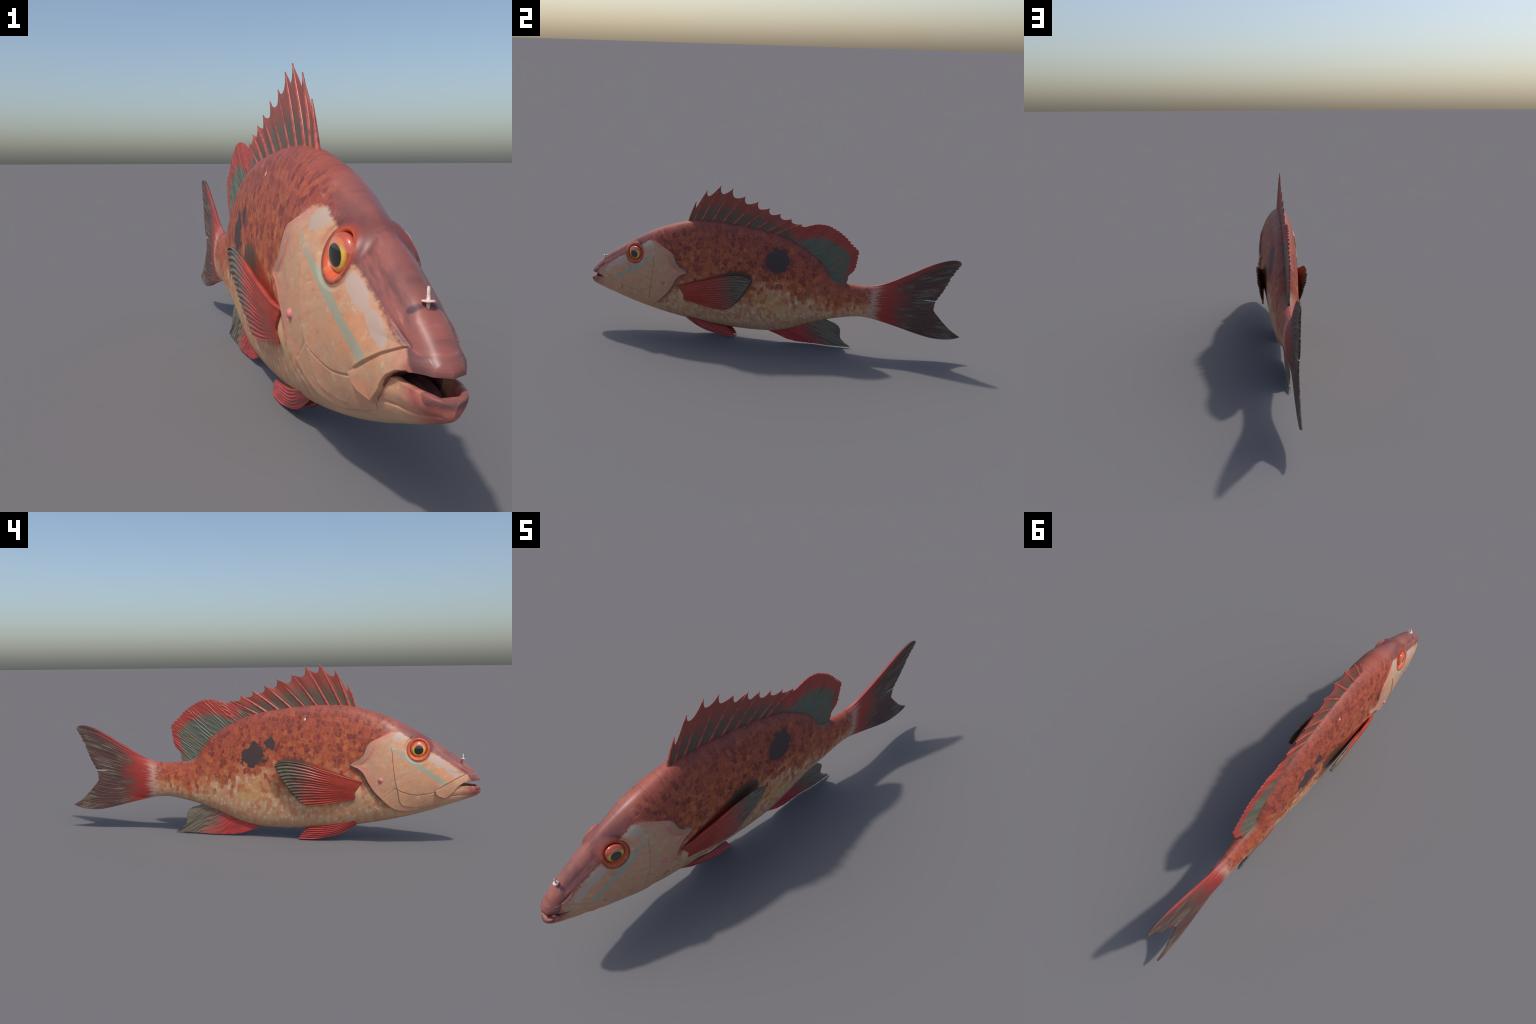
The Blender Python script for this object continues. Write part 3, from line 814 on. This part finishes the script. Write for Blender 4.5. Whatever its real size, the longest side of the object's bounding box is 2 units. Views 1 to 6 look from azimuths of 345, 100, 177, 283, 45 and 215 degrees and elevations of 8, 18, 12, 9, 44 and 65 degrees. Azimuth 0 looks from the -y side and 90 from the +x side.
# --- spiny dorsal fin
TIPS = [(-.401, .737), (-.343, .800), (-.269, .830), (-.205, .819), (-.140, .784), (-.071, .761), (-.012, .730), (.046, .705), (.104, .682), (.157, .659)]
BASES = [(-.438, .634), (-.409, .640), (-.368, .644), (-.309, .645), (-.253, .643), (-.193, .639), (-.131, .630), (-.072, .620), (-.014, .609), (.032, .599)]
DIP = [.036, .036, .041, .040, .037, .034, .029, .025, .020]
dors_mat = dorsal_material(); spine_mat = spine_material()
def build_spiny():
    per = 40; nv = 48
    tips, bases = np.array(TIPS), np.array(BASES)
    rows_b, rows_t = [], []
    uu = []
    for i in range(9):
        t = np.linspace(0, 1, per, endpoint=(i == 8))
        for s in t:
            b = bases[i] * (1 - s) + bases[i + 1] * s
            e = tips[i] * (1 - s) + tips[i + 1] * s
            shape = math.sin(math.pi * s ** .52) ** .85 if 0 < s < 1 else 0.0
            if i == 0: shape = math.sin(math.pi * s ** .30) * 1.0 if 0 < s < 1 else 0
            dirn = .35 * (b - e) / np.linalg.norm(b - e) + .65 * np.array([0, -1.0])
            # the free edge dips towards the base right behind each spine tip, then climbs to the next one
            rows_t.append(e + dirn * (DIP[i] * shape)); rows_b.append(b - np.array([0, 1.]) * .014 ); uu.append(i + s)
    b, e, uu = np.array(rows_b), np.array(rows_t), np.array(uu)
    v = np.linspace(0, 1, nv)[None, :, None]
    P2 = b[:, None] * (1 - v) + e[:, None] * v
    P = np.concatenate([np.zeros(P2.shape[:2] + (1,)), P2], -1)
    Nn = np.zeros_like(P); Nn[..., 0] = 1
    f = np.abs(uu - np.round(uu))[:, None]
    V1 = np.linspace(0, 1, nv)[None]
    th = .0020 + .0038 * (1 - V1) ** 1.3 + .0012 * np.exp(-((uu - np.floor(uu) - .52) / .06) ** 2)[:, None] * (1 - V1)
    th = th * (1 - .55 * sstep(.9, 1, V1))
    P[..., 0] += .0022 * np.sin(uu * 5.1)[:, None] * V1
    return sheet("spiny_dorsal_fin", P, Nn, th, dors_mat)
spiny = build_spiny()

def tube(p0, p1, r0, r1, n=10, m=14, bow=0.0):
    p0, p1 = np.array(p0, float), np.array(p1, float)
    d = p1 - p0; d /= np.linalg.norm(d)
    a = np.array([1., 0, 0]); b = np.cross(d, a)
    ang = np.linspace(0, 2 * math.pi, n, endpoint=False)
    V_ = []
    for i in range(m):
        t = i / (m - 1); r = r0 * (1 - t) ** .9 + r1 * t
        c = p0 * (1 - t) + p1 * t + b * bow * math.sin(math.pi * t)
        V_.append(c + r * (1.0 * np.cos(ang)[:, None] * a + np.sin(ang)[:, None] * b))
    V_ = np.vstack(V_ + [p1[None] + d * r1])
    F = [(i * n + j, i * n + (j + 1) % n, (i + 1) * n + (j + 1) % n, (i + 1) * n + j) for i in range(m - 1) for j in range(n)]
    F += [((m - 1) * n + j, (m - 1) * n + (j + 1) % n, m * n) for j in range(n)]
    return V_, F
for i, (b, t) in enumerate(zip(BASES, TIPS)):
    d = np.array(t) - np.array(b)
    p0 = np.array(b) - d / np.linalg.norm(d) * .012
    sv, sf = tube((0, p0[0], p0[1]), (.0022 * math.sin(i * 5.1), t[0], t[1]), .0094 if i else .0070, .0018, bow=-.0015)
    add("fin_spine", make_mesh("fin_spine", sv, sf), spine_mat, spiny)

# --- ruled fin with many soft rays
def ruled(name, root_c, edge_c, rays, mat, th0, th1, nu=560, nv=40, jag=.005, ripple=.0016, sink=None, lat=.002, seed=1, xoff=None):
    rb, ed = resample(root_c, nu), resample(edge_c, nu)
    u = np.linspace(0, 1, nu)
    ru = u * rays + .35 * vnoise(u * rays * .5, seed)
    d = ed - rb; ln = np.linalg.norm(d, axis=1, keepdims=True); d = d / np.maximum(ln, 1e-6)
    amp = jag * (.55 + .45 * vnoise(np.floor(ru) * 1.0, seed + 1)) * np.clip(ln[:, 0] / .05, 0, 1)
    ed = ed + d * ((saw(ru) - .6) * amp)[:, None]
    v = np.linspace(0, 1, nv)
    P2 = rb[:, None] * (1 - v)[None, :, None] + ed[:, None] * v[None, :, None]
    P = np.concatenate([np.zeros(P2.shape[:2] + (1,)), P2], -1)
    Nn = np.zeros_like(P); Nn[..., 0] = 1
    # rays wander a little and fork towards the margin
    vv = v[None]
    ph = ru[:, None] + .45 * vnoise(vv * 4 + ru[:, None] * .9, seed + 2) + .15 * vnoise(vv * 9 + ru[:, None] * 1.7, seed + 6)
    r1 = (.5 + .5 * np.cos(2 * math.pi * ph)) ** 1.6
    r2 = (.5 + .5 * np.cos(4 * math.pi * ph + 1.0)) ** 1.3
    rip = (r1 * (1 - .5 * vv) + r2 * .6 * vv) * (.65 + .5 * vnoise(ru[:, None] * .8 + vv * 2.5, seed + 7))
    th = th0 * (1 - vv) + th1 * vv + ripple * rip * (1 - .5 * sstep(.85, 1, vv)) * sstep(0, .1, vv + .05)
    P[..., 0] += lat * vnoise(ru[:, None] * .45 + vv * 1.3, seed + 3) * vv
    return sheet(name, P, Nn, th, mat)

SOFT_ROOT = [(.030, .588), (.1, .563), (.15, .538), (.2, .508), (.25, .472), (.276, .442), (.295, .414), (.312, .388), (.335, .368), (.365, .356), (.402, .352)]
SOFT_EDGE = [(.155, .656), (.166, .645), (.19, .651), (.206, .657), (.229, .664), (.253, .666), (.282, .664), (.306, .657), (.325, .648), (.353, .634), (.37, .621), (.385, .609),
             (.398, .597), (.41, .584), (.42, .573), (.438, .557), (.458, .537), (.453, .514), (.451, .491), (.448, .467), (.445, .448), (.434, .427),
             (.417, .411), (.409, .399), (.410, .382), (.403, .364)]
ruled("soft_dorsal_fin", spline(SOFT_ROOT), SOFT_EDGE, 28, dors_mat, .0062, .0020, jag=.0110, ripple=.0024, lat=.0035, seed=5)

anal_mat = anal_material()
ANAL_ROOT = [(.004, .062), (.06, .074), (.12, .092), (.18, .115), (.24, .140), (.305, .160)]
ANAL_EDGE = [(.006, .050), (.045, .036), (.08, .021), (.108, .012), (.151, .005), (.223, .0015), (.296, .0015), (.351, .0025), (.406, .003), (.447, .004),
             (.413, .025), (.392, .044), (.387, .069), (.389, .097), (.377, .119), (.358, .133), (.329, .139), (.302, .145)]
ruled("anal_fin", spline(ANAL_ROOT), ANAL_EDGE, 17, anal_mat, .0058, .0020, jag=.0028, ripple=.0026, lat=.004, seed=9)

# --- caudal fin
C_UP = [(.50, .352), (.55, .3605), (.6, .377), (.65, .401), (.7, .4295), (.75, .4575), (.8, .486), (.85, .511), (.9, .528), (.93, .533), (.948, .532)]
C_LOW = [(.50, .186), (.55, .1795), (.6, .168), (.65, .1555), (.7, .142), (.75, .128), (.8, .115), (.85, .105), (.9, .102), (.94, .105), (.97, .112), (.999, .1235)]
C_TRAIL = [(.948, .532), (.9605, .527), (.966, .516), (.958, .501), (.945, .483), (.927, .447), (.913, .413), (.898, .377), (.885, .350), (.868, .322), (.858, .302), (.856, .285),
           (.855, .268), (.854, .258), (.865, .241), (.880, .225), (.903, .199), (.930, .172), (.955, .150), (.980, .134), (.999, .1235)]
def build_tail():
    nu, nv = 520, 110
    P2 = coons(spline(C_UP), spline(C_LOW), [(.50, .352), (.50, .27), (.50, .186)], C_TRAIL, nu, nv)
    u = np.linspace(0, 1, nu); v = np.linspace(0, 1, nv)[None]
    rays = 22; ru = u * rays + .5 * vnoise(u * rays * .5, 21)
    d = P2[:, -1] - P2[:, -3]; d /= np.linalg.norm(d, axis=1, keepdims=True) + 1e-9
    inner = sstep(.05, .12, u) * sstep(.60, .50, u) + .25 * sstep(.6, .66, u) * sstep(.97, .9, u)
    cut = (saw(1 - ru) - .5) * .0120 * inner * (.6 + .4 * vnoise(np.floor(ru) * 1., 4))
    P2 = P2 + d[:, None] * (cut[:, None] * sstep(.8, 1, v))[..., None]
    P = np.concatenate([np.zeros(P2.shape[:2] + (1,)), P2], -1)
    Nn = np.zeros_like(P); Nn[..., 0] = 1
    ph = ru[:, None] + .15 * vnoise(v * 7 + 11 * np.floor(ru)[:, None] * .37, 3)
    r1 = (.5 + .5 * np.cos(2 * math.pi * ph)) ** 1.5
    r2 = (.5 + .5 * np.cos(4 * math.pi * ph + .8)) ** 1.2
    amp = sstep(.18, .5, v)
    mid = np.sin(math.pi * np.clip(u, .001, .999))[:, None] ** .6
    th = .0032 + (.0125 * (1 - sstep(.15, .85, v))) * mid + .0014 * amp * (r1 * (1 - .4 * v) + .5 * r2 * v)
    th += .0022 * (np.exp(-u / .03) + np.exp(-(1 - u) / .03))[:, None] * (1 - .5 * v)
    th *= (1 - .35 * sstep(.95, 1, v))
    P[..., 0] += .0025 * vnoise(ru[:, None] * .4 + v * 1.1, 8) * amp
    return sheet("caudal_fin", P, Nn, th, skin)
build_tail()

# --- pectoral fins
pec_mat = paired_fin_material("pectoral_fin_membrane", lambda m: ((m.y + .455) * .97 + (m.z - .26) * .1) / .36)
def build_pectoral(sgn):
    top = spline([(.086, -.476, .298), (.099, -.442, .309), (.106, -.379, .328), (.111, -.299, .352), (.1145, -.235, .3735), (.1160, -.17, .3865), (.1165, -.124, .388), (.1165, -.092, .379)])
    low = spline([(.080, -.446, .217), (.083, -.395, .2085), (.084, -.332, .1935), (.0855, -.267, .1835), (.087, -.225, .1815)])
    rootc = spline([(.086, -.476, .298), (.090, -.462, .275), (.0885, -.446, .250), (.084, -.449, .233), (.080, -.446, .217)])
    tip = spline([(.1165, -.092, .379), (.116, -.081, .366), (.1135, -.103, .320), (.105, -.130, .278), (.096, -.169, .230), (.090, -.198, .196), (.087, -.225, .1815)])
    nu, nv = 240, 80
    P = coons(top, low, rootc, tip, nu, nv)
    u = np.linspace(0, 1, nu); v = np.linspace(0, 1, nv)[None]
    rays = 15; ru = u * rays
    d = P[:, -1] - P[:, -4]; d /= np.linalg.norm(d, axis=1, keepdims=True)
    P = P + d[:, None] * (((tri_wave(ru) - .5) * .004)[:, None] * sstep(.85, 1, v))[..., None]
    Nn = grid_normals(P)
    if Nn[nu // 2, nv // 2, 0] < 0: Nn = -Nn
    ph = ru[:, None] + .1 * vnoise(v * 5 + 7 * np.floor(ru)[:, None] * .31, 31)
    wave = np.cos(2 * math.pi * ph)
    P = P + Nn * (.0018 * wave * sstep(.25, .8, v) + .0015 * vnoise(ph * .5 + v, 12) * v)[..., None]
    th = .0018 + .0042 * (1 - v) + .0030 * np.exp(-u / .05)[:, None] * (1 - .6 * v) + .0006 * wave * sstep(.2, .6, v)
    P[..., 0] *= sgn; Nn[..., 0] *= sgn
    return sheet("pectoral_fin", P, Nn, th, pec_mat)
for s_ in (-1, 1): build_pectoral(s_)

# --- pelvic fins
pel_mat = pelvic_material()
def build_pelvic(sgn):
    lead = spline([(.015, -.455, .094), (.015, -.444, .083), (.015, -.423, .068), (.015, -.391, .047), (.0155, -.358, .031), (.016, -.325, .020), (.017, -.275, .010), (.018, -.225, .004), (.019, -.180, .0025)])
    trail = spline([(.036, -.442, .108), (.035, -.40, .094), (.032, -.35, .080), (.030, -.29, .070), (.028, -.228, .062)])
    rootc = spline([(.015, -.455, .094), (.026, -.451, .100), (.036, -.442, .108)])
    tip = spline([(.019, -.180, .0025), (.021, -.186, .016), (.024, -.198, .032), (.027, -.213, .048), (.028, -.228, .062)])
    nu, nv = 120, 90
    P = coons(lead, trail, rootc, tip, nu, nv)
    u = np.linspace(0, 1, nu); v = np.linspace(0, 1, nv)[None]
    ru = u * 6
    bulge = np.sin(math.pi * u)[:, None] * np.sin(math.pi * np.clip(v, 0, 1)) 
    Nn = grid_normals(P)
    if Nn[nu // 2, nv // 2, 0] < 0: Nn = -Nn
    wave = np.cos(2 * math.pi * (ru[:, None] + .3 * np.sin(v * 4)))
    P = P + Nn * (.003 * bulge + .0022 * wave * sstep(.1, .5, v))[..., None]
    d = P[:, -1] - P[:, -4]; d /= np.linalg.norm(d, axis=1, keepdims=True)
    P = P + d[:, None] * (((tri_wave(ru) - .5) * .006 * np.sin(math.pi * u))[:, None] * sstep(.85, 1, v))[..., None]
    th = .0016 + .0036 * (1 - v) + .0018 * np.exp(-u / .06)[:, None]
    P[..., 0] *= sgn; Nn[..., 0] *= sgn
    return sheet("pelvic_fin", P, Nn, th, pel_mat)
for s_ in (-1, 1): build_pelvic(s_)

# all face windings outwards
import bmesh
for ob in list(bpy.data.objects):
    if ob.type == "MESH" and ob.name.split(".")[0] not in ("head", "gill_cover", "torso", "tail_stalk", "palate"):
        bm = bmesh.new(); bm.from_mesh(ob.data)
        bmesh.ops.recalc_face_normals(bm, faces=bm.faces)
        bm.to_mesh(ob.data); bm.free()
